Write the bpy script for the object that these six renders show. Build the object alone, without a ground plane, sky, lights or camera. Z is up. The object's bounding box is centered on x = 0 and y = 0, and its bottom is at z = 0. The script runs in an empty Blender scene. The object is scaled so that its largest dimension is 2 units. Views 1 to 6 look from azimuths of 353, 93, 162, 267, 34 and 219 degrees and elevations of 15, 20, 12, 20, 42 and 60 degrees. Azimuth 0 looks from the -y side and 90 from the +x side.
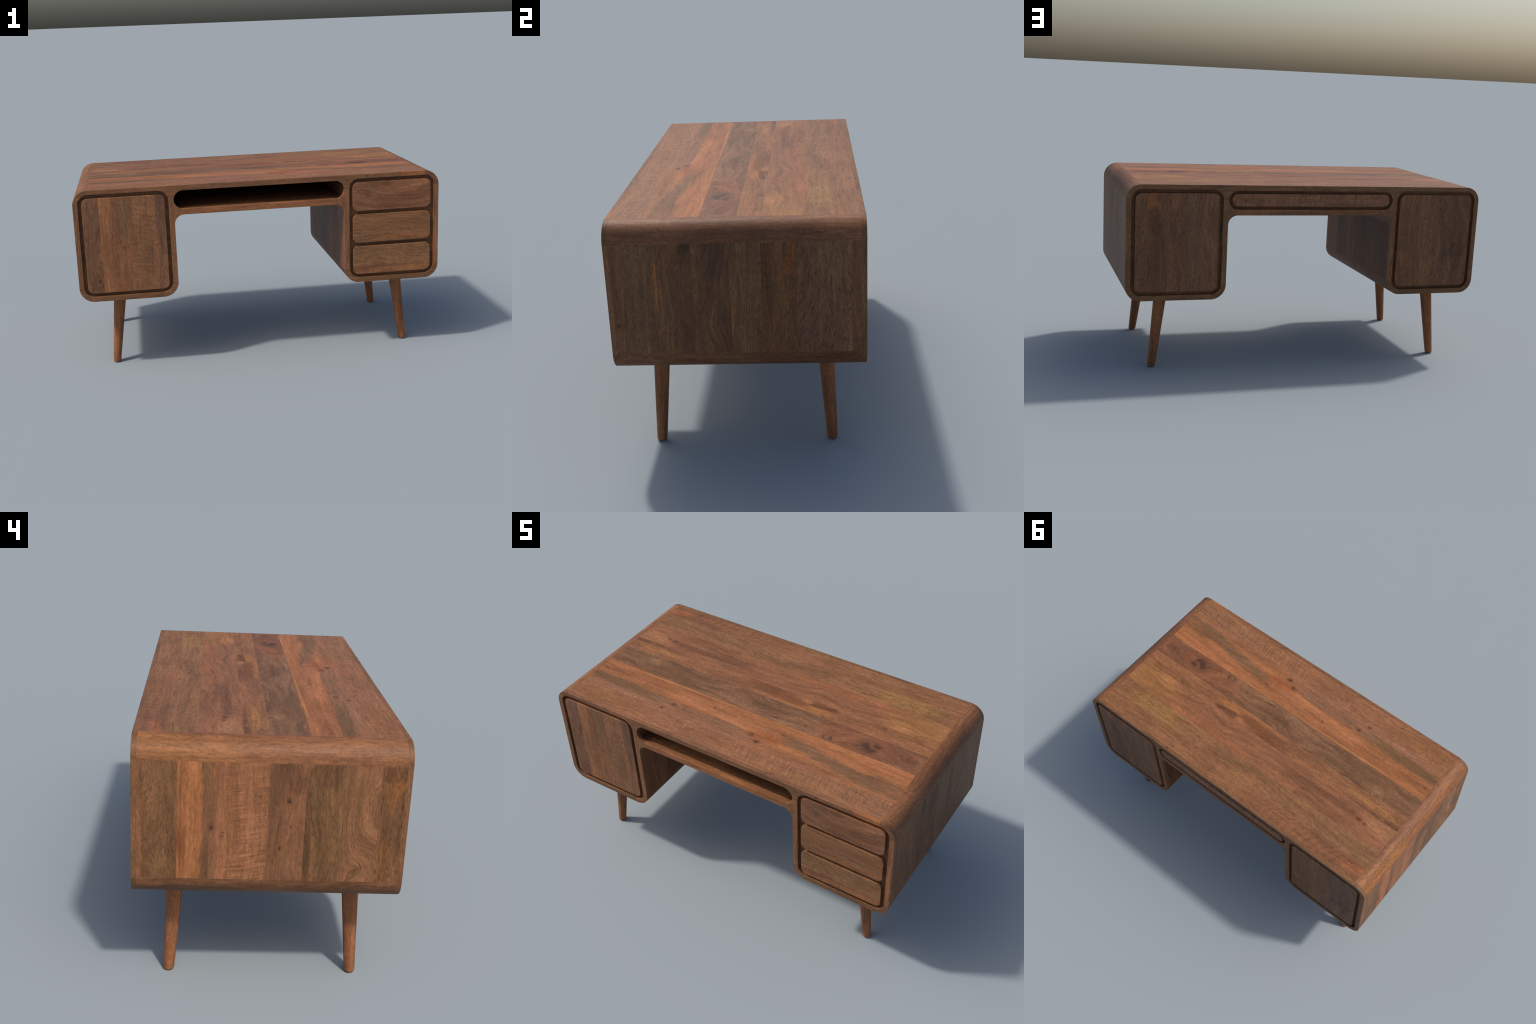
"""Mid-century writing desk in reclaimed mango wood: two rounded cabinets joined by a
long top with an open shelf slot, three drawers, three flush doors / panels, four splayed legs."""
import bpy, bmesh, math
from mathutils import Vector
from mathutils.geometry import tessellate_polygon

# ------------------------------------------------------------------ dimensions (metres)
HW, HD = 1.0, 0.4988         # half width / half depth
TOP, BOT = 1.012, 0.400      # top surface, cabinet underside
R_OUT = 0.080                # radius of the big outer corners
KNEE_X, KNEE_Z, R_KNEE = 0.466, 0.852, 0.052
CAB_X0, CAB_X1 = 0.494, 0.9735   # cabinet opening
CAB_Z0, CAB_Z1, R_CAB = 0.4285, 0.9885, 0.0545
SLOT_X, SLOT_Z0, SLOT_Z1 = 0.4655, 0.8835, 0.9835
FRAME = 0.0205               # thickness of the solid wood edge frame, front and rear
FY = HD - FRAME
SMOOTH = math.radians(12)

# ------------------------------------------------------------------ little node language
class S:
    """A node socket with arithmetic, so that masks read like formulas."""
    def __init__(s, nt, out): s.nt, s.o = nt, out
    def _m(s, op, *a, clamp=False):
        n = s.nt.nodes.new("ShaderNodeMath"); n.operation = op; n.use_clamp = clamp
        for i, x in enumerate((s,) + a):
            if isinstance(x, S): s.nt.links.new(x.o, n.inputs[i])
            else: n.inputs[i].default_value = x
        return S(s.nt, n.outputs[0])
    def __add__(s, b): return s._m("ADD", b)
    __radd__ = __add__
    def __sub__(s, b): return s._m("SUBTRACT", b)
    def __mul__(s, b): return s._m("MULTIPLY", b)
    __rmul__ = __mul__
    def __truediv__(s, b): return s._m("DIVIDE", b)
    def sin(s): return s._m("SINE")
    def sqrt(s): return s._m("SQRT")
    def exp(s): return s._m("EXPONENT")
    def clamp(s): return s._m("ADD", 0.0, clamp=True)
    def smooth(s, lo, hi, a=0.0, b=1.0):
        n = s.nt.nodes.new("ShaderNodeMapRange"); n.interpolation_type = "SMOOTHSTEP"
        s.nt.links.new(s.o, n.inputs[0])
        for i, x in enumerate((lo, hi, a, b)): n.inputs[i + 1].default_value = x
        return S(s.nt, n.outputs[0])

def put(nt, sock, x):
    if isinstance(x, S): nt.links.new(x.o, sock)
    else: sock.default_value = x

def xyz(nt, x, y, z):
    n = nt.nodes.new("ShaderNodeCombineXYZ")
    for i, v in enumerate((x, y, z)): put(nt, n.inputs[i], v)
    return S(nt, n.outputs[0])

def noise(nt, vec, scale, off=0.0, detail=2.0, rough=0.55):
    m = nt.nodes.new("ShaderNodeVectorMath"); m.operation = "MULTIPLY_ADD"
    nt.links.new(vec.o, m.inputs[0])
    m.inputs[1].default_value = (scale[0], scale[1], scale[-1]); m.inputs[2].default_value = (off, off * 0.7, off * 0.3)
    n = nt.nodes.new("ShaderNodeTexNoise")
    nt.links.new(m.outputs[0], n.inputs["Vector"])
    n.inputs["Scale"].default_value = 1.0
    n.inputs["Detail"].default_value = detail
    n.inputs["Roughness"].default_value = rough
    return S(nt, n.outputs[0])

def mix(nt, f, a, b, mode="MIX"):
    n = nt.nodes.new("ShaderNodeMix"); n.data_type = "RGBA"; n.blend_type = mode
    put(nt, n.inputs[0], f)
    for sock, c in ((n.inputs[6], a), (n.inputs[7], b)):
        if isinstance(c, S): nt.links.new(c.o, sock)
        else: sock.default_value = (*c, 1)
    return S(nt, n.outputs[2])

def rgb(r, g, b):
    """wood tone as seen in full light -> base colour; tones sit close around one mean brown"""
    r, g, b = (m + (c - m) * SPREAD for c, m in zip((r, g, b), MEAN))
    f = lambda c: max(0.006, (((c / 255 + 0.055) / 1.055) ** 2.4 if c > 10 else c / 3294) / GAIN - HAZE)
    return (f(r), f(g), f(b))
GAIN, HAZE = 1.10, 0.012
MEAN, SPREAD = (145, 102, 74), 0.74

ORANGE, AMBER = rgb(175, 114, 74), rgb(186, 124, 74)
PINK, ROSE = rgb(154, 107, 78), rgb(150, 98, 72)
BROWN, UMBER = rgb(144, 98, 70), rgb(120, 82, 60)
OLIVE, MOSS = rgb(124, 90, 66), rgb(107, 80, 59)
GREY, SLATE = rgb(132, 98, 76), rgb(106, 82, 66)
GOLD, DARK = rgb(164, 116, 70), rgb(92, 64, 50)
RUST, INK = rgb(190, 112, 52), rgb(58, 42, 38)

# ------------------------------------------------------------------ wood
AXES = {"x": "xyz", "yx": "yxz", "zy": "zyx", "zx": "zxy", "xz": "xzy"}   # grain, across, depth
_mats = {}

def node_group(name, ins, outs, build):
    g = bpy.data.node_groups.new(name, "ShaderNodeTree")
    for n, kind in ins: g.interface.new_socket(n, in_out="INPUT", socket_type=kind)
    for n, kind in outs: g.interface.new_socket(n, in_out="OUTPUT", socket_type=kind)
    i, o = g.nodes.new("NodeGroupInput"), g.nodes.new("NodeGroupOutput")
    for sock, x in zip(o.inputs, build(g, [S(g, k) for k in i.outputs if k.name])): g.links.new(x.o, sock)
    return g

F, C = "NodeSocketFloat", "NodeSocketColor"

def _patch(g, x):
    """Soft or ragged tint: an ellipse flat-ended along the grain, with tilt and a frayed edge."""
    col, u, v, fray, cu, cv, ru, rv, tilt, ragged, amt, tint = x
    du = u - cu
    dv = (v - cv - du * tilt) / rv
    du = du / ru; du = du * du
    q = (du * du + dv * dv).sqrt() + (fray - 0.5) * (ragged * 3.0)
    return [mix(g, q.smooth(0.48, 1.32, 1.0, 0.0) * amt, col, tint)]
PATCH = node_group("wood_patch", [("col", C)] + [(k, F) for k in ("u", "v", "fray", "cu", "cv", "ru", "rv", "tilt", "ragged", "amt")] + [("tint", C)], [("col", C)], _patch)

def _knot(g, x):
    """A knot: irregular dark eye, faint rings, reddish halo."""
    col, u, v, n, n2, cu, cv, r, ks = x
    du, dv = (u - cu) / r, (v - cv) / r
    q = (du * du * 0.44 + dv * dv).sqrt() + (n - 0.5) * 1.7
    col = mix(g, q.smooth(0.5, 1.9, 0.85, 0.0) * ks * ((q * 11.0).sin() * 0.2 + 0.55), col, DARK)
    col = mix(g, q.smooth(0.35, 1.1, 0.95, 0.0) * ks * n2.smooth(0.40, 0.54), col, INK)
    return [mix(g, q.smooth(0.9, 1.6, 0.0, 0.28) * ks * q.smooth(1.6, 2.3, 1.0, 0.0), col, rgb(164, 98, 64))]
KNOT = node_group("wood_knot", [("col", C)] + [(k, F) for k in ("u", "v", "n", "n2", "cu", "cv", "r", "ks")], [("col", C)], _knot)

def _flow(g, x):
    u, v, cu, cv, r = x
    du, dv = (u - cu) / r, (v - cv) / r
    return [v - (v - cv) * (((du * du * 0.148 + dv * dv * 0.444) * -1.0).exp() * 0.8)]
FLOW = node_group("grain_round_knot", [(k, F) for k in ("u", "v", "cu", "cv", "r")], [("v", F)], _flow)

def call(nt, group, *args):
    n = nt.nodes.new("ShaderNodeGroup"); n.node_tree = group
    for sock, x in zip(n.inputs, args):
        if isinstance(x, tuple): x = (*x, 1)
        put(nt, sock, x)
    return S(nt, n.outputs[0])

def wood(name, axes="xyz", a=BROWN, b=None, seed=0.0, streak=1.0, pores=0.5, fleck=0.25, fleck_col=GOLD,
         stain=0.0, stain_col=MOSS, figure=0.0, rings=9.0, curl=0.0, warp=1.0, mottle=0.5, weave=0.0, grit=1.0,
         blots=(), knots=(), arcs=None, rough=0.54):
    """Mango wood: u runs along the grain, v across it, w into the board (object coordinates)."""
    b = b or tuple(c * 0.72 for c in a)
    m = bpy.data.materials.new(name); m.use_nodes = True
    nt = m.node_tree; nt.nodes.clear()
    tc = nt.nodes.new("ShaderNodeTexCoord"); sp = nt.nodes.new("ShaderNodeSeparateXYZ")
    nt.links.new(tc.outputs["Object"], sp.inputs[0])
    P = {k: S(nt, sp.outputs[i]) for i, k in enumerate("xyz")}
    u0, v0, w0 = (P[k] for k in axes)
    v = v0
    for (ku, kv, kr, ks) in knots:                       # grain flows round the knots
        v = call(nt, FLOW, u0, v, ku, kv, kr)
    su, sv, sw = u0 + seed * 7.31, v + seed * 3.17, w0 + seed * 5.71
    raw = xyz(nt, su, sv, sw)
    # wandering grain
    w1 = noise(nt, raw, (2.2, 3.6), 0, 1.0)
    w2 = noise(nt, raw, (8.0, 11.0), 0, 1.5)
    gv = sv + (w1 - 0.5) * (0.13 * warp) + (w2 - 0.5) * (0.024 * warp)
    vec = xyz(nt, su, gv, sw)
    N = lambda *k: noise(nt, vec, *k)
    col = mix(nt, N((1.4, 20.0), 0, 4.0, 0.6).smooth(0.33, 0.67, streak, 0.0), a, b)
    if stain:
        col = mix(nt, N((2.6, 9.0), 11, 5.0, 0.62).smooth(0.46, 0.66, 0.0, stain), col, stain_col)
    if blots:
        fray = N((9.0, 46.0), 3, 4.0, 0.65)
        for bl in blots:
            bu, bv, ru, rv, bc, amt = bl[:6]; tilt = bl[6] if len(bl) > 6 else 0.0; ragged = bl[7] if len(bl) > 7 else 0.8
            col = call(nt, PATCH, col, u0, v0, fray, bu, bv, ru, rv, tilt, ragged, amt, bc)
    val = N((6.0, 75.0), 0, 4.0, 0.7) * 1.15 + 0.425                  # fibres
    val = val * (N((2.4, 42.0), 7, 3.0, 0.6) * 0.7 + 0.65)           # long streaks
    val = val * (N((3.2, 8.0), 13, 3.0, 0.6) * 0.8 + 0.60)           # cloudy unevenness
    if mottle:
        val = val * (N((13.0, 26.0), 5, 5.0, 0.7) * (0.9 * mottle) + (1 - 0.45 * mottle))
    if figure:                                            # cathedral contour lines
        val = val * ((N((1.7, 7.0), 2, 1.5, 0.4) * (rings * 6.283)).sin() * (0.5 * figure) + 1.0)
    if arcs:                                              # nested growth-ring arches crossing the plank
        au, av, ru, rv, period, amp = arcs
        du, dv = u0 - au, gv - (av + seed * 3.17)
        ph = du - dv * 0.9 + dv * dv * 13.0 + (noise(nt, raw, (6.0, 9.0, 1.0), 0, 2.0) - 0.5) * 0.05
        msk = (du * du * (1 / ru ** 2) + dv * dv * (1 / rv ** 2)).smooth(0.5, 1.3, 1.0, 0.0)
        val = val * (((ph * (6.283 / period)).sin() * 0.6 + (ph * (2.7 * 6.283 / period)).sin() * 0.4) * msk * amp + 1.0)
    if curl:                                              # fiddleback ripple across the grain
        tilted = xyz(nt, su + gv * 0.16, gv, sw)
        c = noise(nt, tilted, (115.0, 10.0), 0, 2.0, 0.6)
        env = N((4.0, 15.0), 9, 1.0).smooth(0.32, 0.54)
        val = val * ((c - 0.5) * env * (2.0 * curl) + 1.0)
    if weave:
        val = val * ((N((150.0, 75.0), 0, 1.0) - 0.5) * (0.9 * weave) + 1.0)
    val = val * (N((50.0, 185.0), 0, 3.0, 0.75) * (1.45 * grit) + (1.0 - 0.725 * grit))
    col = mix(nt, 1.0, col, xyz(nt, val, val, val), "MULTIPLY")
    if pores:
        col = mix(nt, N((36.0, 200.0), 1, 2.0, 0.6).smooth(0.34, 0.46, 0.9 * pores, 0.0), col, tuple(x * 0.33 for x in a))
    if fleck:
        e = N((5.0, 14.0), 4, 2.0).smooth(0.4, 0.62)
        col = mix(nt, N((28.0, 150.0), 8, 2.0, 0.65).smooth(0.52, 0.66, 0.0, 0.9 * fleck) * e, col, fleck_col)
    col = mix(nt, N((26.0, 62.0), 6, 0.0).smooth(0.115, 0.16, 0.75, 0.0), col, INK)   # rare dark specks
    for (ku, kv, kr, ks) in knots:
        n = noise(nt, raw, (0.55 / kr, 0.8 / kr, 60.0), 0, 4.0, 0.7)
        n2 = noise(nt, raw, (0.9 / kr, 1.8 / kr, 60.0), 4, 3.0, 0.6)
        col = call(nt, KNOT, col, u0, v0, n, n2, ku, kv, kr, ks)
    bs = nt.nodes.new("ShaderNodeBsdfPrincipled"); out = nt.nodes.new("ShaderNodeOutputMaterial")
    nt.links.new(col.o, bs.inputs["Base Color"])
    r = N((20.0, 120.0), 0, 2.0) * 0.16 + (rough - 0.08)
    nt.links.new(r.o, bs.inputs["Roughness"])
    bs.inputs["Specular IOR Level"].default_value = 0.22
    nt.links.new(bs.outputs[0], out.inputs[0])
    return m

# ------------------------------------------------------------------ profiles and solids
def loop(corners, d=0.0, seg=20):
    """Axis-aligned outline with rounded corners, CCW in (x, z); d > 0 pulls it inwards."""
    n, pts = len(corners), []
    for i, (x, z, r) in enumerate(corners):
        p, q = corners[i - 1], corners[(i + 1) % n]
        e1 = Vector((x - p[0], z - p[1])).normalized(); e2 = Vector((q[0] - x, q[1] - z)).normalized()
        convex = e1.x * e2.y - e1.y * e2.x > 0
        c = Vector((x, z)) + Vector((-e1.y, e1.x)) * d + Vector((-e2.y, e2.x)) * d
        r = max(r - d if convex else r + d, 0.0004)
        o = c - e1 * r + e2 * r                                # arc centre
        for k in range(seg + 1):
            t = k / seg * math.pi / 2
            pts.append(o + e1 * r * math.sin(t) - e2 * r * math.cos(t))
    return pts

def prism(outer, holes, layers, seg=20):
    """Solid between the y values of layers [(y, inset)], with rounded edges where the inset varies."""
    bm, rings = bmesh.new(), []
    for y, d in layers:
        loops = [loop(outer, d, seg)] + [loop(h, -d, seg) for h in holes]
        rings.append([[bm.verts.new((p.x, y, p.y)) for p in L] for L in loops])
    for A, B in zip(rings, rings[1:]):
        for la, lb in zip(A, B):
            for i in range(len(la)):
                j = (i + 1) % len(la)
                bm.faces.new((la[i], la[j], lb[j], lb[i]))
    for R in (rings[0], rings[-1]):
        flat = [v for L in R for v in L]
        for t in tessellate_polygon([[Vector((v.co.x, v.co.z, 0)) for v in L] for L in R]):
            if len(set(t)) == 3:
                try: bm.faces.new([flat[i] for i in t])
                except ValueError: pass
    bmesh.ops.recalc_face_normals(bm, faces=bm.faces)
    return bm

def carve(bm, x=None, y=None, z=None):
    """Copy of a solid kept between planes on each axis, cut ends closed."""
    bm = bm.copy()
    for ax, rng in enumerate((x, y, z)):
        if rng is None: continue
        for val, sgn in ((rng[0], -1), (rng[1], 1)):
            if val is None: continue
            co, no = Vector((0, 0, 0)), Vector((0, 0, 0)); co[ax] = val; no[ax] = sgn
            r = bmesh.ops.bisect_plane(bm, geom=bm.verts[:] + bm.edges[:] + bm.faces[:], plane_co=co, plane_no=no,
                                       dist=1e-6, clear_outer=True)
            edges = [e for e in bm.edges if e.is_boundary and all(abs(v.co[ax] - val) < 1e-5 for v in e.verts)]
            if edges: bmesh.ops.triangle_fill(bm, edges=edges, use_beauty=True)
    bmesh.ops.recalc_face_normals(bm, faces=bm.faces)
    return bm

def add(bm, name, mat, parent):
    me = bpy.data.meshes.new(name); bm.to_mesh(me); bm.free()
    for p in me.polygons: p.use_smooth = True
    me.set_sharp_from_angle(angle=SMOOTH)
    if mat: me.materials.append(mat)
    ob = bpy.data.objects.new(name, me); bpy.context.scene.collection.objects.link(ob)
    ob.parent = parent
    return ob

def group(name, parent):
    e = bpy.data.objects.new(name, None); e.empty_display_size = 0.1
    bpy.context.scene.collection.objects.link(e); e.parent = parent
    return e

def rect(x0, x1, z0, z1, r=0.002):
    return [(x0, z0, r), (x1, z0, r), (x1, z1, r), (x0, z1, r)]

def edge_layers(front, back, b=0.0014):
    """Layers of a plate whose front edge (at y = front) is eased with a small round."""
    s = 1 if back > front else -1
    arc = [(front + s * b * (1 - math.sin(t)), b * (1 - math.cos(t))) for t in (math.pi / 2 * k / 3 for k in (3, 2, 1, 0))]
    return arc + [(back, 0.0)]

OUTER = [(-HW, BOT, R_OUT), (-KNEE_X, BOT, R_OUT), (-KNEE_X, KNEE_Z, R_KNEE), (KNEE_X, KNEE_Z, R_KNEE),
         (KNEE_X, BOT, R_OUT), (HW, BOT, R_OUT), (HW, TOP, R_OUT), (-HW, TOP, R_OUT)]
CAB_R = rect(CAB_X0, CAB_X1, CAB_Z0, CAB_Z1, R_CAB)
CAB_L = rect(-CAB_X1, -CAB_X0, CAB_Z0, CAB_Z1, R_CAB)
SLOT_BOX = rect(-SLOT_X, SLOT_X, SLOT_Z0, SLOT_Z1, 0.001)
SLOT_PILL = rect(-SLOT_X, SLOT_X, SLOT_Z0, SLOT_Z1, (SLOT_Z1 - SLOT_Z0) / 2 - 0.0005)

# joints between the pieces
JX, JI, JS = HW - R_OUT, KNEE_X + R_OUT, KNEE_X - R_KNEE         # .920, .546, .414
JT, JB, JM = TOP - R_OUT, BOT + R_OUT, (SLOT_Z0 + SLOT_Z1) / 2    # .932, .480, .9335

# ------------------------------------------------------------------ assemble
desk = group("writing_desk", None)
desk["label"] = "mid-century wooden desk, rounded twin cabinets, three drawers, splayed legs"
desk["category"] = "writing desk"

shell = prism(OUTER, [CAB_L, CAB_R, SLOT_BOX], [(-FY, 0), (FY, 0)])

def rows(part, cuts, mats, **box):
    for y0, y1, m in zip(cuts, cuts[1:], mats):
        add(carve(shell, y=(y0, y1), **box), "plank", m, part)

# ---- table top: seven full-length planks, front (-y) to rear
top = group("tabletop", desk)
T = dict(axes="xyz")
top_mats = [
    wood("curly_pink_plank", a=PINK, b=ROSE, seed=1.0, curl=0.62, pores=0.25, fleck=0.35, streak=0.5, mottle=0.5, weave=0.25,
         blots=[(0.72, -0.42, 0.35, 0.07, GREY, 0.6), (0.55, -0.44, 0.3, 0.03, GOLD, 0.25), (-0.75, -0.42, 0.28, 0.06, rgb(150, 102, 66), 0.7)], **T),
    wood("orange_sapwood_plank", a=ORANGE, b=rgb(162, 102, 68), seed=2.0, pores=0.28, fleck=0.2, streak=0.9, mottle=0.35, warp=0.5,
         blots=[(-0.40, -0.338, 0.60, 0.044, rgb(148, 104, 80), 0.95, 0.0, 0.5), (0.58, -0.342, 0.46, 0.042, rgb(154, 104, 74), 0.9, 0.0, 0.5),
                (-0.70, -0.286, 0.34, 0.034, rgb(110, 84, 60), 0.95, -0.03, 0.6), (0.58, -0.272, 0.38, 0.036, rgb(118, 90, 68), 0.9, -0.13, 0.7),
                (-0.15, -0.288, 0.34, 0.026, rgb(128, 96, 76), 0.8, 0.0, 0.8), (0.84, -0.275, 0.12, 0.05, OLIVE, 0.7, -0.1, 0.9),
                (-0.15, -0.147, 0.62, 0.006, AMBER, 0.8, 0.0, 0.5), (-0.28, -0.155, 0.4, 0.003, UMBER, 0.6, 0.02, 0.5),
                (-0.12, -0.215, 0.30, 0.045, rgb(188, 122, 84), 0.6, 0.0, 0.6), (0.16, -0.27, 0.1, 0.03, rgb(168, 92, 54), 0.6)],
         knots=[(0.150, -0.318, 0.013, 1.0), (0.100, -0.284, 0.012, 0.9), (-0.374, -0.293, 0.012, 0.9), (-0.418, -0.342, 0.010, 0.7)], **T),
    wood("burl_plank", a=GREY, b=rgb(118, 86, 64), seed=3.0, pores=0.4, fleck=0.3, figure=0.16, rings=7, warp=1.8, mottle=0.8,
         blots=[(0.68, -0.05, 0.30, 0.10, rgb(116, 76, 60), 0.85), (0.45, -0.06, 0.16, 0.08, rgb(142, 92, 64), 0.5),
                (-0.62, -0.06, 0.36, 0.09, MOSS, 0.75), (0.20, -0.06, 0.14, 0.06, OLIVE, 0.5), (-0.72, -0.05, 0.06, 0.03, rgb(148, 112, 80), 0.5)],
         knots=[(0.640, -0.072, 0.042, 0.8), (0.678, -0.052, 0.014, 0.9), (0.432, -0.112, 0.022, 0.9), (0.29, -0.09, 0.010, 0.6), (0.86, -0.06, 0.03, 0.35)], **T),
    wood("lens_plank", a=rgb(152, 103, 70), b=BROWN, seed=4.0, pores=0.4, fleck=0.3, warp=0.6, mottle=0.4,
         blots=[(0.20, 0.050, 0.20, 0.045, rgb(172, 114, 70), 0.85), (0.03, 0.066, 0.21, 0.040, rgb(104, 66, 48), 0.8, -0.10, 0.5), (-0.22, 0.05, 0.16, 0.03, rgb(120, 80, 58), 0.7),
                (0.30, 0.082, 0.085, 0.018, rgb(84, 54, 42), 0.8, 0.03, 0.7), (0.20, 0.085, 0.035, 0.012, rgb(186, 118, 76), 0.8, 0.0, 1.0), (-0.90, 0.07, 0.07, 0.05, DARK, 0.85), (-0.74, 0.055, 0.2, 0.02, GOLD, 0.7),
                (-0.72, 0.095, 0.14, 0.010, DARK, 0.7, -0.05), (-0.30, 0.05, 0.3, 0.02, OLIVE, 0.4), (0.72, 0.09, 0.16, 0.025, rgb(120, 84, 58), 0.7)], **T),
    wood("swirl_plank", a=rgb(150, 101, 72), b=rgb(136, 92, 68), seed=5.0, pores=0.35, fleck=0.3, figure=0.12, rings=8, warp=1.2, mottle=0.4,
         blots=[(0.80, 0.19, 0.22, 0.09, GOLD, 0.7), (0.35, 0.26, 0.32, 0.05, rgb(158, 98, 66), 0.6), (-0.45, 0.165, 0.30, 0.022, rgb(116, 78, 58), 0.85, 0.0, 0.5),
                (0.30, 0.15, 0.30, 0.02, UMBER, 0.45, -0.12), (-0.85, 0.145, 0.10, 0.035, rgb(158, 114, 82), 0.7)],
         knots=[(-0.715, 0.172, 0.012, 0.9), (-0.755, 0.176, 0.008, 0.9), (-0.66, 0.155, 0.015, 0.4)], **T),
    wood("speckled_plank", a=rgb(148, 104, 74), b=rgb(128, 94, 66), seed=6.4, pores=0.55, fleck=0.5, fleck_col=rgb(172, 130, 82), warp=0.5, mottle=0.6,
         figure=0.08, blots=[(0.66, 0.33, 0.20, 0.06, rgb(170, 128, 76), 0.65, 0.1), (-0.60, 0.33, 0.40, 0.03, OLIVE, 0.6, 0.05), (0.0, 0.41, 0.5, 0.04, BROWN, 0.5),
                             (-0.88, 0.345, 0.1, 0.03, rgb(128, 96, 64), 0.7), (0.84, 0.40, 0.12, 0.05, rgb(150, 100, 70), 0.6)],
         knots=[(0.42, 0.29, 0.006, 0.7)], **T),
    wood("growth_ring_plank", a=rgb(148, 100, 72), b=rgb(134, 92, 66), seed=7.3, pores=0.4, fleck=0.3, figure=0.08, rings=10, warp=0.4, mottle=0.3, arcs=(-0.52, 0.425, 0.34, 0.07, 0.046, 0.17),
         blots=[(0.45, 0.44, 0.6, 0.05, rgb(140, 100, 70), 0.7), (-0.87, 0.418, 0.09, 0.020, rgb(178, 108, 74), 0.9, 0.1), (-0.55, 0.41, 0.3, 0.02, rgb(132, 90, 66), 0.4)],
         knots=[(-0.84, 0.40, 0.005, 0.9)], **T),
]
rows(top, (-FY, -0.362, -0.138, 0.008, 0.104, 0.268, 0.385, FY), top_mats, x=(-JX, JX), z=(SLOT_Z1 - 0.0005, None))

# ---- outer side panels: upright planks
SZ = dict(axes="zyx")
left = group("left_side_panel", desk)
lm = [
    wood("streaky_dark_plank", a=rgb(128, 90, 62), b=MOSS, seed=11, pores=0.7, fleck=0.3, warp=0.5, streak=1.0,
         blots=[(0.84, -0.435, 0.10, 0.03, RUST, 0.2, 0.0, 1.2), (0.57, -0.42, 0.09, 0.04, RUST, 0.16, 0.0, 1.2), (0.86, -0.468, 0.025, 0.008, RUST, 0.5), (0.49, -0.447, 0.010, 0.008, RUST, 0.5), (0.9, -0.44, 0.03, 0.06, DARK, 0.5)], **SZ),
    wood("swirl_side_plank", a=rgb(148, 104, 76), b=rgb(126, 90, 64), seed=12, pores=0.6, fleck=0.25, figure=0.10, rings=8, warp=2.2, mottle=0.4, **SZ),
    wood("olive_streak_plank", a=rgb(134, 98, 70), b=rgb(112, 84, 58), seed=13, pores=0.6, fleck=0.25, warp=1.0, streak=1.1,
         blots=[(0.62, -0.136, 0.28, 0.014, rgb(92, 68, 48), 0.9, 0.02, 0.5), (0.60, -0.185, 0.30, 0.010, rgb(98, 74, 52), 0.75, 0.0, 0.7), (0.90, -0.20, 0.06, 0.05, DARK, 0.55)], **SZ),
    wood("knotty_side_plank", a=rgb(146, 100, 73), b=rgb(124, 88, 66), seed=14, pores=0.35, fleck=0.2, figure=0.06, warp=1.0, mottle=0.5,
         blots=[(0.89, -0.075, 0.07, 0.045, rgb(98, 68, 54), 0.8, 0.2), (0.84, -0.01, 0.09, 0.05, rgb(116, 84, 64), 0.7), (0.54, -0.05, 0.08, 0.03, OLIVE, 0.5)],
         knots=[(0.783, -0.023, 0.008, 0.75), (0.792, -0.064, 0.010, 0.9), (0.692, -0.075, 0.006, 0.8), (0.607, -0.038, 0.007, 0.9)], **SZ),
    wood("curly_side_plank", a=rgb(160, 109, 78), b=rgb(148, 100, 72), seed=15.6, curl=0.75, pores=0.2, fleck=0.25, streak=0.5, mottle=0.35, warp=0.5,
         blots=[(0.72, 0.12, 0.25, 0.04, rgb(152, 100, 72), 0.5)], **SZ),
    wood("orange_side_plank", a=ORANGE, b=rgb(166, 104, 68), seed=16, pores=0.3, fleck=0.2, warp=0.4, mottle=0.3,
         blots=[(0.72, 0.222, 0.40, 0.022, rgb(126, 94, 72), 0.8, 0.03, 0.5), (0.75, 0.186, 0.40, 0.018, rgb(158, 108, 82), 0.8, 0.0, 0.3), (0.54, 0.236, 0.10, 0.016, MOSS, 0.8),
                (0.72, 0.322, 0.30, 0.003, UMBER, 0.8, 0.0, 0.6), (0.62, 0.318, 0.07, 0.018, rgb(140, 84, 54), 0.7), (0.90, 0.28, 0.06, 0.02, rgb(188, 122, 80), 0.6)],
         knots=[(0.686, 0.213, 0.011, 0.9), (0.657, 0.172, 0.010, 0.75)], **SZ),
    wood("moss_side_plank", a=rgb(124, 90, 64), b=rgb(100, 74, 52), seed=17, pores=0.6, fleck=0.3, warp=1.4, mottle=0.9,
         blots=[(0.86, 0.40, 0.07, 0.06, rgb(136, 100, 74), 0.6), (0.55, 0.40, 0.04, 0.03, rgb(140, 106, 74), 0.6)], **SZ),
    wood("narrow_side_strip", a=rgb(142, 98, 72), b=UMBER, seed=18, pores=0.4, **SZ),
]
rows(left, (-FY, -0.390, -0.265, -0.124, 0.009, 0.165, 0.335, 0.461, FY), lm, x=(None, -JX), z=(JB, JT))

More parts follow.
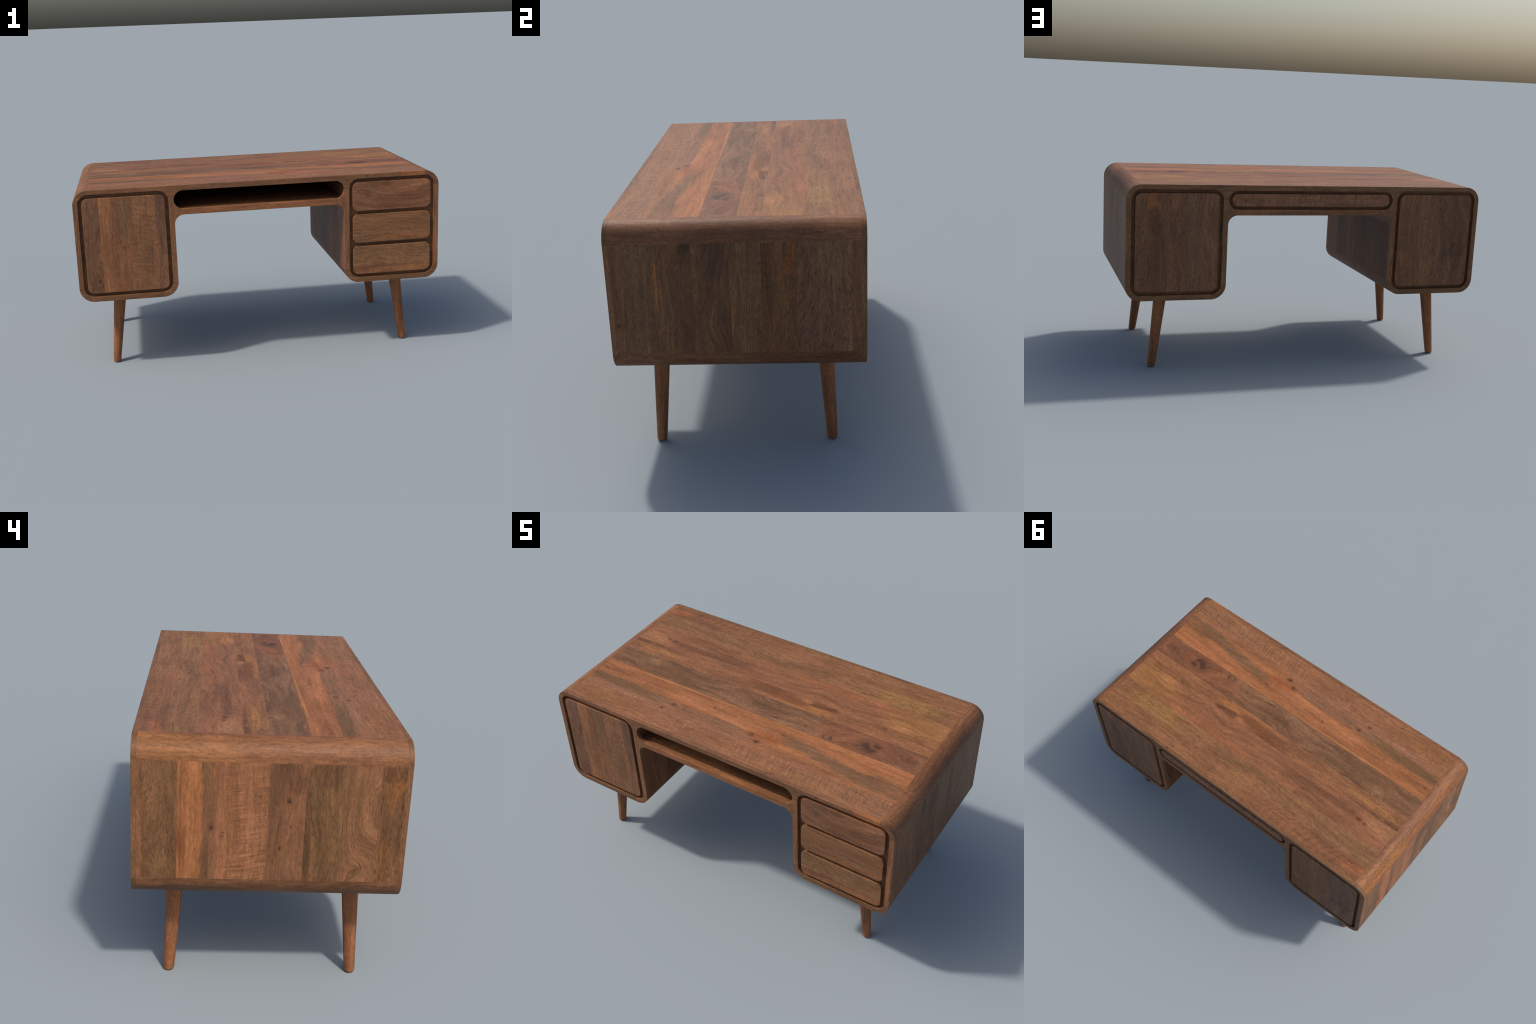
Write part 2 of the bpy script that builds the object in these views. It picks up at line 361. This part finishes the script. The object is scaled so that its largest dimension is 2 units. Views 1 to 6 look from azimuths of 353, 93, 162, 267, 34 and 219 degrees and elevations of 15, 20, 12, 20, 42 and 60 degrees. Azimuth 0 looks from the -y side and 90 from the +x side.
right = group("right_side_panel", desk)
rm = [
    wood("rose_side_strip", a=rgb(140, 92, 70), b=rgb(122, 84, 64), seed=21, pores=0.3, knots=[(0.60, -0.462, 0.008, 0.7)], blots=[(0.53, -0.46, 0.05, 0.04, rgb(150, 106, 80), 0.8, 0, 0.1)], **SZ),
    wood("woven_side_plank", a=rgb(138, 102, 74), b=rgb(116, 86, 62), seed=22, pores=0.5, fleck=0.35, weave=0.65, warp=0.6,
         blots=[(0.80, -0.306, 0.14, 0.007, RUST, 0.65, 0.02, 0.9), (0.56, -0.304, 0.02, 0.006, RUST, 0.7), (0.58, -0.32, 0.08, 0.02, SLATE, 0.5)], **SZ),
    wood("dark_side_plank", a=rgb(128, 90, 64), b=rgb(108, 78, 58), seed=23, pores=0.4, fleck=0.15, warp=1.6,
         blots=[(0.91, -0.185, 0.03, 0.03, INK, 0.75, 0.3), (0.87, -0.19, 0.03, 0.03, DARK, 0.7), (0.65, -0.24, 0.10, 0.05, SLATE, 0.45)], **SZ),
    wood("shadow_side_plank", a=rgb(124, 88, 64), b=rgb(104, 76, 56), seed=24, pores=0.4, fleck=0.2, warp=1.8, figure=0.05,
         blots=[(0.87, -0.075, 0.09, 0.05, rgb(84, 60, 50), 0.85), (0.58, -0.04, 0.08, 0.03, DARK, 0.55), (0.93, -0.145, 0.05, 0.015, rgb(134, 98, 72), 0.7)], **SZ),
    wood("pore_side_plank", a=rgb(132, 98, 70), b=rgb(114, 84, 60), seed=25, pores=0.8, fleck=0.35, warp=0.8, blots=[(0.60, -0.018, 0.10, 0.004, RUST, 0.6)], **SZ),
    wood("rusty_side_plank", a=rgb(124, 86, 58), b=rgb(104, 74, 52), seed=26, pores=0.6, fleck=0.5, fleck_col=RUST, warp=1.0,
         blots=[(0.86, 0.212, 0.08, 0.022, rgb(160, 92, 52), 0.55, 0.0, 1.0), (0.91, 0.186, 0.04, 0.008, INK, 0.5), (0.90, 0.115, 0.03, 0.02, DARK, 0.6)], **SZ),
    wood("grey_side_plank", a=rgb(130, 95, 73), b=rgb(112, 82, 64), seed=27, pores=0.8, fleck=0.4, fleck_col=rgb(160, 126, 78), warp=1.4,
         blots=[(0.86, 0.38, 0.10, 0.06, rgb(146, 114, 74), 0.6), (0.66, 0.27, 0.14, 0.04, rgb(108, 78, 64), 0.5)], **SZ),
    wood("edge_side_strip", a=rgb(134, 94, 66), b=UMBER, seed=28, pores=0.4, **SZ),
]
rows(right, (-FY, -0.445, -0.303, -0.167, -0.023, 0.098, 0.233, 0.444, FY), rm, x=(JX, None), z=(JB, JT))

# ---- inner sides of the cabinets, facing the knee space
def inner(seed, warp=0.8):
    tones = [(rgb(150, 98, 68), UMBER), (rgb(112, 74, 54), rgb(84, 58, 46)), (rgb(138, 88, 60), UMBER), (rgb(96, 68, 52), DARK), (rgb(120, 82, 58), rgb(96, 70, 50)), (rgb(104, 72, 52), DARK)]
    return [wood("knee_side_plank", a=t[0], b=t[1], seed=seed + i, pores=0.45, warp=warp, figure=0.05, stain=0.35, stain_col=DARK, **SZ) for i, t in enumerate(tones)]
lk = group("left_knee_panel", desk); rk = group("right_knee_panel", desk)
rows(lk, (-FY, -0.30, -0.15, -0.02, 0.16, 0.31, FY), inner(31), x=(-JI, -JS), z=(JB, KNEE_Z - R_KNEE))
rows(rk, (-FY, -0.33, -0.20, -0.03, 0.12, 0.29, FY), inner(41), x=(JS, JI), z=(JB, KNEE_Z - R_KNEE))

# ---- one-piece strips along the depth: rounded corners, knee corners, bottoms, shelf
YG = dict(axes="yxz")
def strip(name, m, part=None, **box):
    return add(carve(shell, **box), name, m, part or desk)
strip("corner_strip", wood("left_corner_wood", a=rgb(154, 106, 74), b=rgb(134, 92, 66), seed=51, pores=0.35, figure=0.08, fleck=0.3, warp=1.2,
      blots=[(-0.1, -0.99, 0.25, 0.05, rgb(132, 88, 64), 0.5), (0.30, -0.97, 0.2, 0.05, rgb(168, 112, 68), 0.5), (0.0, -0.93, 0.4, 0.012, rgb(128, 86, 66), 0.6)], **YG), x=(None, -JX), z=(JT, None))
strip("corner_strip", wood("right_corner_wood", a=rgb(150, 102, 72), b=rgb(130, 88, 66), seed=52, pores=0.45, figure=0.08, fleck=0.3, warp=1.2,
      blots=[(0.05, 0.985, 0.3, 0.05, rgb(112, 76, 60), 0.5)], **YG), x=(JX, None), z=(JT, None))
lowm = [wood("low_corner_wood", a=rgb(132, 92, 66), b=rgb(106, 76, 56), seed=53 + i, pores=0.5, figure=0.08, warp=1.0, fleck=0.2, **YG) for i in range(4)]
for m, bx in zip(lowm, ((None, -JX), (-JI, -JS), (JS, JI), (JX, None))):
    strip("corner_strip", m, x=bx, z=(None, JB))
XG = dict(axes="xyz")
for i, bx in enumerate(((-JX, -JI), (JI, JX))):
    bot = group("cabinet_bottom", desk)
    cuts = (-FY, -0.28, -0.06, 0.13, 0.33, FY)
    rows(bot, cuts, [wood("bottom_plank", a=(BROWN, OLIVE, ROSE, GREY, UMBER)[(k + 2 * i) % 5], seed=61 + 5 * i + k, pores=0.4, stain=0.3, **XG) for k in range(5)], x=bx, z=(None, JB))
shelf = group("shelf", desk)
sm = [wood("shelf_plank", a=tuple(c * 1.15 for c in t), b=q, seed=71 + k, pores=0.35, warp=0.6, fleck=0.25, stain=s, **XG) for k, (t, q, s) in enumerate(
    ((rgb(152, 104, 72), rgb(122, 90, 60), 0.5), (BROWN, UMBER, 0.3), (GREY, OLIVE, 0.4), (ROSE, BROWN, 0.2), (BROWN, OLIVE, 0.3)))]
rows(shelf, (-FY, -0.36, -0.20, -0.02, 0.2, FY), sm, x=(-JS, JS), z=(KNEE_Z - 0.03, JM))
for i, bx in enumerate(((-JI, -JS), (JS, JI))):
    strip("knee_corner", wood("knee_corner_wood", a=rgb(130, 90, 68), b=rgb(106, 76, 60), seed=78 + i, pores=0.4, **YG), x=bx, z=(KNEE_Z - R_KNEE, SLOT_Z1 - 0.0005))
shell.free()

# ---- solid edge frames, front and rear
def frame(name, y_face, y_back, seed, tone):
    g = group(name, desk)
    bm = prism(OUTER, [CAB_L, CAB_R, SLOT_PILL], edge_layers(y_face, y_back))
    H, V = dict(axes="xzy"), dict(axes="zxy")
    def piece(nm, ax, a, b, k, x, z, **kw):
        add(carve(bm, x=x, z=z), nm, wood(nm + "_wood", a=a, b=b, seed=seed + k, pores=kw.pop("pores", 0.4), fleck=0.25, warp=kw.pop("warp", 0.7), **kw, **ax), g)
    d = tone
    piece("top_rail", H, d[0], d[1], 0, (-JX, JX), (JM, None), figure=0.10, rings=10, blots=[(0.45, 0.98, 0.12, 0.06, d[2], 0.5), (-0.2, 1.0, 0.4, 0.02, d[1], 0.5), (0.86, 1.0, 0.07, 0.03, RUST if y_face < 0 else d[1], 0.35)])
    piece("lower_rail", H, d[3], d[4], 1, (-JS, JS), (KNEE_Z - 0.02, JM), warp=0.5)
    for s, k in ((-1, 2), (1, 10)):
        r = lambda a, b: (a, b) if s > 0 else (None if b is None else -b, None if a is None else -a)
        piece("corner_block", H, d[2], d[1], k, r(JX, None), (JT, None), pores=0.6)
        piece("outer_stile", V, d[0], d[2], k + 1, r(JX, None), (JB, JT))
        piece("corner_block", H, d[5], d[1], k + 2, r(JX, None), (None, JB), pores=0.6)
        piece("bottom_rail", H, d[2], d[5], k + 3, r(JI, JX), (None, JB), stain=0.4)
        piece("corner_block", H, d[0], d[5], k + 4, r(JS, JI), (None, JB), pores=0.6)
        piece("inner_stile", V, d[0], d[2], k + 5, r(JS, JI), (JB, JM), figure=0.05)
    bm.free()
frame("front_frame", -HD, -FY, 101, (rgb(142, 98, 70), rgb(124, 88, 66), rgb(128, 92, 66), rgb(164, 106, 72), rgb(140, 96, 68), rgb(116, 84, 60)))
frame("rear_frame", HD, FY, 131, (rgb(134, 96, 70), rgb(120, 88, 64), rgb(126, 92, 64), rgb(146, 96, 68), rgb(124, 88, 64), rgb(116, 86, 60)))

# ---- recessed panels behind the doors (the groove floor) and behind the slot
gm = wood("groove_wood", axes="xzy", a=rgb(126, 88, 62), b=rgb(104, 74, 54), seed=161, pores=0.3, fleck=0.1)
for s in (-1, 1):
    x = sorted((s * (CAB_X0 - 0.006), s * (CAB_X1 + 0.006)))
    add(prism(rect(x[0], x[1], CAB_Z0 - 0.006, CAB_Z1 + 0.006, 0.05), [], [(-FY + 0.0008, 0), (FY - 0.0008, 0)]), "cabinet_core", gm, desk)
add(prism(rect(-SLOT_X - 0.006, SLOT_X + 0.006, SLOT_Z0 - 0.006, SLOT_Z1 + 0.006, 0.004), [], [(0.44, 0), (FY - 0.0008, 0)]), "slot_back", gm, desk)

# ---- doors, drawers and rear panels, flush with the frames inside an even groove
GAP_X, GAP_Z = 0.0195, 0.0185
def leaf(name, x0, x1, z0, z1, r, face, cuts, mats, axis="x"):
    bm = prism(rect(x0, x1, z0, z1, r), [], edge_layers(face, math.copysign(FY - 0.004, face), 0.0021), seg=12)
    g = group(name, desk)
    for c0, c1, m in zip(cuts, cuts[1:], mats):
        add(carve(bm, **{axis: (c0, c1)}), "plank", m, g)
    bm.free()
DX0, DX1, DZ0, DZ1 = CAB_X0 + GAP_X, CAB_X1 - GAP_X, CAB_Z0 + GAP_Z, CAB_Z1 - GAP_Z - 0.002
VX = dict(axes="zxy"); HX = dict(axes="xzy")
leaf("cabinet_door", -DX1, -DX0, DZ0, DZ1, 0.033, -HD, (-DX1, -0.865, -0.775, -0.710, -0.570, -DX0), [
    wood("door_grey_plank", a=rgb(138, 99, 74), b=rgb(116, 86, 68), seed=201, pores=0.45, fleck=0.3, warp=1.4, mottle=0.8, blots=[(0.72, -0.90, 0.10, 0.04, rgb(116, 80, 64), 0.6), (0.50, -0.89, 0.06, 0.03, DARK, 0.5)], knots=[(0.51, -0.886, 0.009, 0.9), (0.485, -0.872, 0.005, 0.8)], **VX),
    wood("door_orange_plank", a=rgb(160, 108, 76), b=rgb(142, 96, 68), seed=202, pores=0.3, warp=0.5, streak=1.0, blots=[(0.85, -0.862, 0.25, 0.004, AMBER, 0.7), (0.80, -0.78, 0.05, 0.008, rgb(120, 78, 56), 0.6)], knots=[(0.723, -0.778, 0.007, 0.5)], **VX),
    wood("door_split_plank", a=rgb(152, 102, 72), b=rgb(138, 92, 66), seed=203, pores=0.35, warp=0.8, blots=[(0.87, -0.742, 0.16, 0.036, rgb(132, 100, 74), 0.9, 0, 0.3), (0.62, -0.745, 0.10, 0.012, SLATE, 0.6, 0.05)], knots=[(0.690, -0.741, 0.008, 1.0), (0.722, -0.763, 0.006, 0.9)], **VX),
    wood("door_curly_plank", a=rgb(146, 104, 75), b=rgb(132, 92, 68), seed=204, curl=0.5, weave=0.4, pores=0.25, streak=0.5, warp=0.5, **VX),
    wood("door_slate_plank", a=rgb(128, 92, 72), b=rgb(108, 80, 66), seed=205, pores=0.4, fleck=0.2, blots=[(0.72, -0.564, 0.03, 0.008, RUST, 0.4), (0.58, -0.566, 0.10, 0.004, RUST, 0.3), (0.55, -0.53, 0.1, 0.03, rgb(144, 98, 70), 0.6)], knots=[(0.950, -0.536, 0.006, 0.8), (0.70, -0.565, 0.005, 0.7)], **VX)])
zs = ((0.8075, DZ1), (0.627, 0.7875), (DZ0, 0.607))
dm = [
    [wood("upper_drawer_wood", a=rgb(146, 100, 74), b=rgb(128, 88, 66), seed=211, pores=0.45, fleck=0.3, figure=0.10, rings=6, warp=1.7, blots=[(0.60, 0.925, 0.06, 0.035, SLATE, 0.7, 0.4, 1.0), (0.53, 0.90, 0.05, 0.04, rgb(146, 106, 78), 0.6)], **HX)],
    [wood("middle_drawer_wood", a=rgb(144, 103, 72), b=rgb(126, 90, 66), seed=212, pores=0.6, fleck=0.4, figure=0.08, rings=6, warp=1.6, blots=[(0.8, 0.65, 0.18, 0.012, rgb(168, 104, 64), 0.6), (0.57, 0.74, 0.07, 0.04, rgb(152, 106, 70), 0.6)], **HX)],
    [wood("lower_drawer_top_wood", a=rgb(148, 108, 76), b=rgb(132, 96, 70), seed=213, pores=0.6, fleck=0.55, fleck_col=rgb(170, 132, 78), figure=0.06, warp=1.6, blots=[(0.78, 0.53, 0.12, 0.03, rgb(154, 116, 74), 0.5, 0.1)], **HX),
     wood("lower_drawer_base_wood", a=rgb(152, 102, 72), b=rgb(136, 90, 66), seed=214, pores=0.3, figure=0.12, rings=9, warp=1.0, blots=[(0.90, 0.47, 0.10, 0.04, rgb(156, 108, 68), 0.6), (0.7, 0.487, 0.12, 0.008, rgb(124, 82, 68), 0.6)], **HX)][::-1]]
for (z0, z1), ms in zip(zs, dm):
    cuts = (z0, z1) if len(ms) == 1 else (z0, 0.4935, z1)
    leaf("drawer", DX0 - 0.001, DX1, z0, z1, 0.031, -HD, cuts, ms, "z")

leaf("rear_panel", DX0, DX1, DZ0, DZ1, 0.033, HD, (DX0, 0.600, 0.685, 0.821, 0.890, DX1), [
    wood("rear_ring_plank", a=rgb(136, 96, 73), b=rgb(124, 88, 68), seed=221, figure=0.14, rings=10, pores=0.3, **VX),
    wood("rear_grey_plank", a=rgb(130, 97, 74), b=rgb(110, 84, 66), seed=222, pores=0.7, fleck=0.3, warp=1.3, **VX),
    wood("rear_brown_plank", a=rgb(134, 96, 72), b=rgb(114, 82, 64), seed=223, pores=0.6, warp=1.2, blots=[(0.60, 0.80, 0.14, 0.016, rgb(96, 68, 56), 0.6, 0.05), (0.93, 0.745, 0.06, 0.03, rgb(144, 92, 64), 0.5)], **VX),
    wood("rear_patch_plank", a=rgb(122, 86, 66), b=rgb(108, 78, 60), seed=224, pores=0.4, blots=[(0.925, 0.858, 0.055, 0.038, rgb(166, 102, 62), 0.85, 0.1, 0.8), (0.945, 0.838, 0.025, 0.014, DARK, 0.8), (0.83, 0.85, 0.07, 0.03, rgb(98, 68, 54), 0.8)], **VX),
    wood("rear_edge_plank", a=rgb(128, 92, 68), b=rgb(108, 80, 62), seed=225, pores=0.7, fleck=0.3, warp=1.4, blots=[(0.55, 0.92, 0.12, 0.03, SLATE, 0.5)], **VX)])
leaf("rear_panel", -DX1, -DX0, DZ0, DZ1, 0.033, HD, (-DX1, -0.748, -0.640, -DX0), [
    wood("rear_dark_plank", a=rgb(128, 92, 71), b=rgb(106, 78, 62), seed=226, pores=0.5, warp=2.0, blots=[(0.65, -0.87, 0.05, 0.07, rgb(88, 64, 54), 0.7, -0.5), (0.82, -0.755, 0.12, 0.004, rgb(158, 96, 64), 0.5)], **VX),
    wood("rear_plain_plank", a=rgb(132, 95, 70), b=rgb(116, 84, 63), seed=227, pores=0.6, warp=0.8, **VX),
    wood("rear_rusty_plank", a=rgb(130, 92, 67), b=rgb(110, 80, 60), seed=228, pores=0.6, fleck=0.4, fleck_col=RUST, warp=0.8, blots=[(0.60, -0.555, 0.04, 0.015, rgb(160, 96, 58), 0.6), (0.56, -0.60, 0.08, 0.006, rgb(160, 96, 58), 0.6)], **VX)])
PZ0, PZ1 = SLOT_Z0 + 0.0165, SLOT_Z1 - 0.0165
leaf("modesty_panel", -SLOT_X + 0.018, SLOT_X - 0.018, PZ0, PZ1, (PZ1 - PZ0) / 2 - 0.0006, HD, (-SLOT_X + 0.018, SLOT_X - 0.018),
     [wood("modesty_curly_wood", a=rgb(144, 101, 76), b=rgb(128, 90, 68), seed=231, curl=0.9, weave=0.35, pores=0.3, streak=0.5, warp=0.5, **HX)])

# ---- four splayed, tapered legs with softly rounded feet
def leg(sx, sy, m):
    bm, n, rings = bmesh.new(), 32, []
    H = BOT + 0.004
    prof = [(0.0, 0.0155), (0.0012, 0.0185), (0.0035, 0.0205), (0.0070, 0.0214)] + [(t * H, 0.0215 + 0.0135 * t) for t in (0.1, 0.4, 0.7, 1.0)]
    for z, r in prof:
        t = z / BOT
        cx, cy = sx * (0.8345 - 0.0450 * t), sy * (0.3625 - 0.0205 * t)
        rings.append([bm.verts.new((cx + r * math.cos(k * math.tau / n), cy + r * math.sin(k * math.tau / n), z)) for k in range(n)])
    for A, B in zip(rings, rings[1:]):
        for k in range(n): bm.faces.new((A[k], A[(k + 1) % n], B[(k + 1) % n], B[k]))
    bm.faces.new(rings[0][::-1]); bm.faces.new(rings[-1])
    bmesh.ops.recalc_face_normals(bm, faces=bm.faces)
    ob = add(bm, "leg", m, desk)
    ob.data.set_sharp_from_angle(angle=math.radians(50))
for i, (sx, sy) in enumerate(((-1, -1), (1, -1), (-1, 1), (1, 1))):
    leg(sx, sy, wood("leg_wood", axes="zxy", a=rgb(176, 112, 74), b=rgb(148, 98, 70), seed=241 + i, pores=0.45, fleck=0.35, warp=0.7, figure=0.08, stain=0.35, stain_col=rgb(124, 86, 62)))
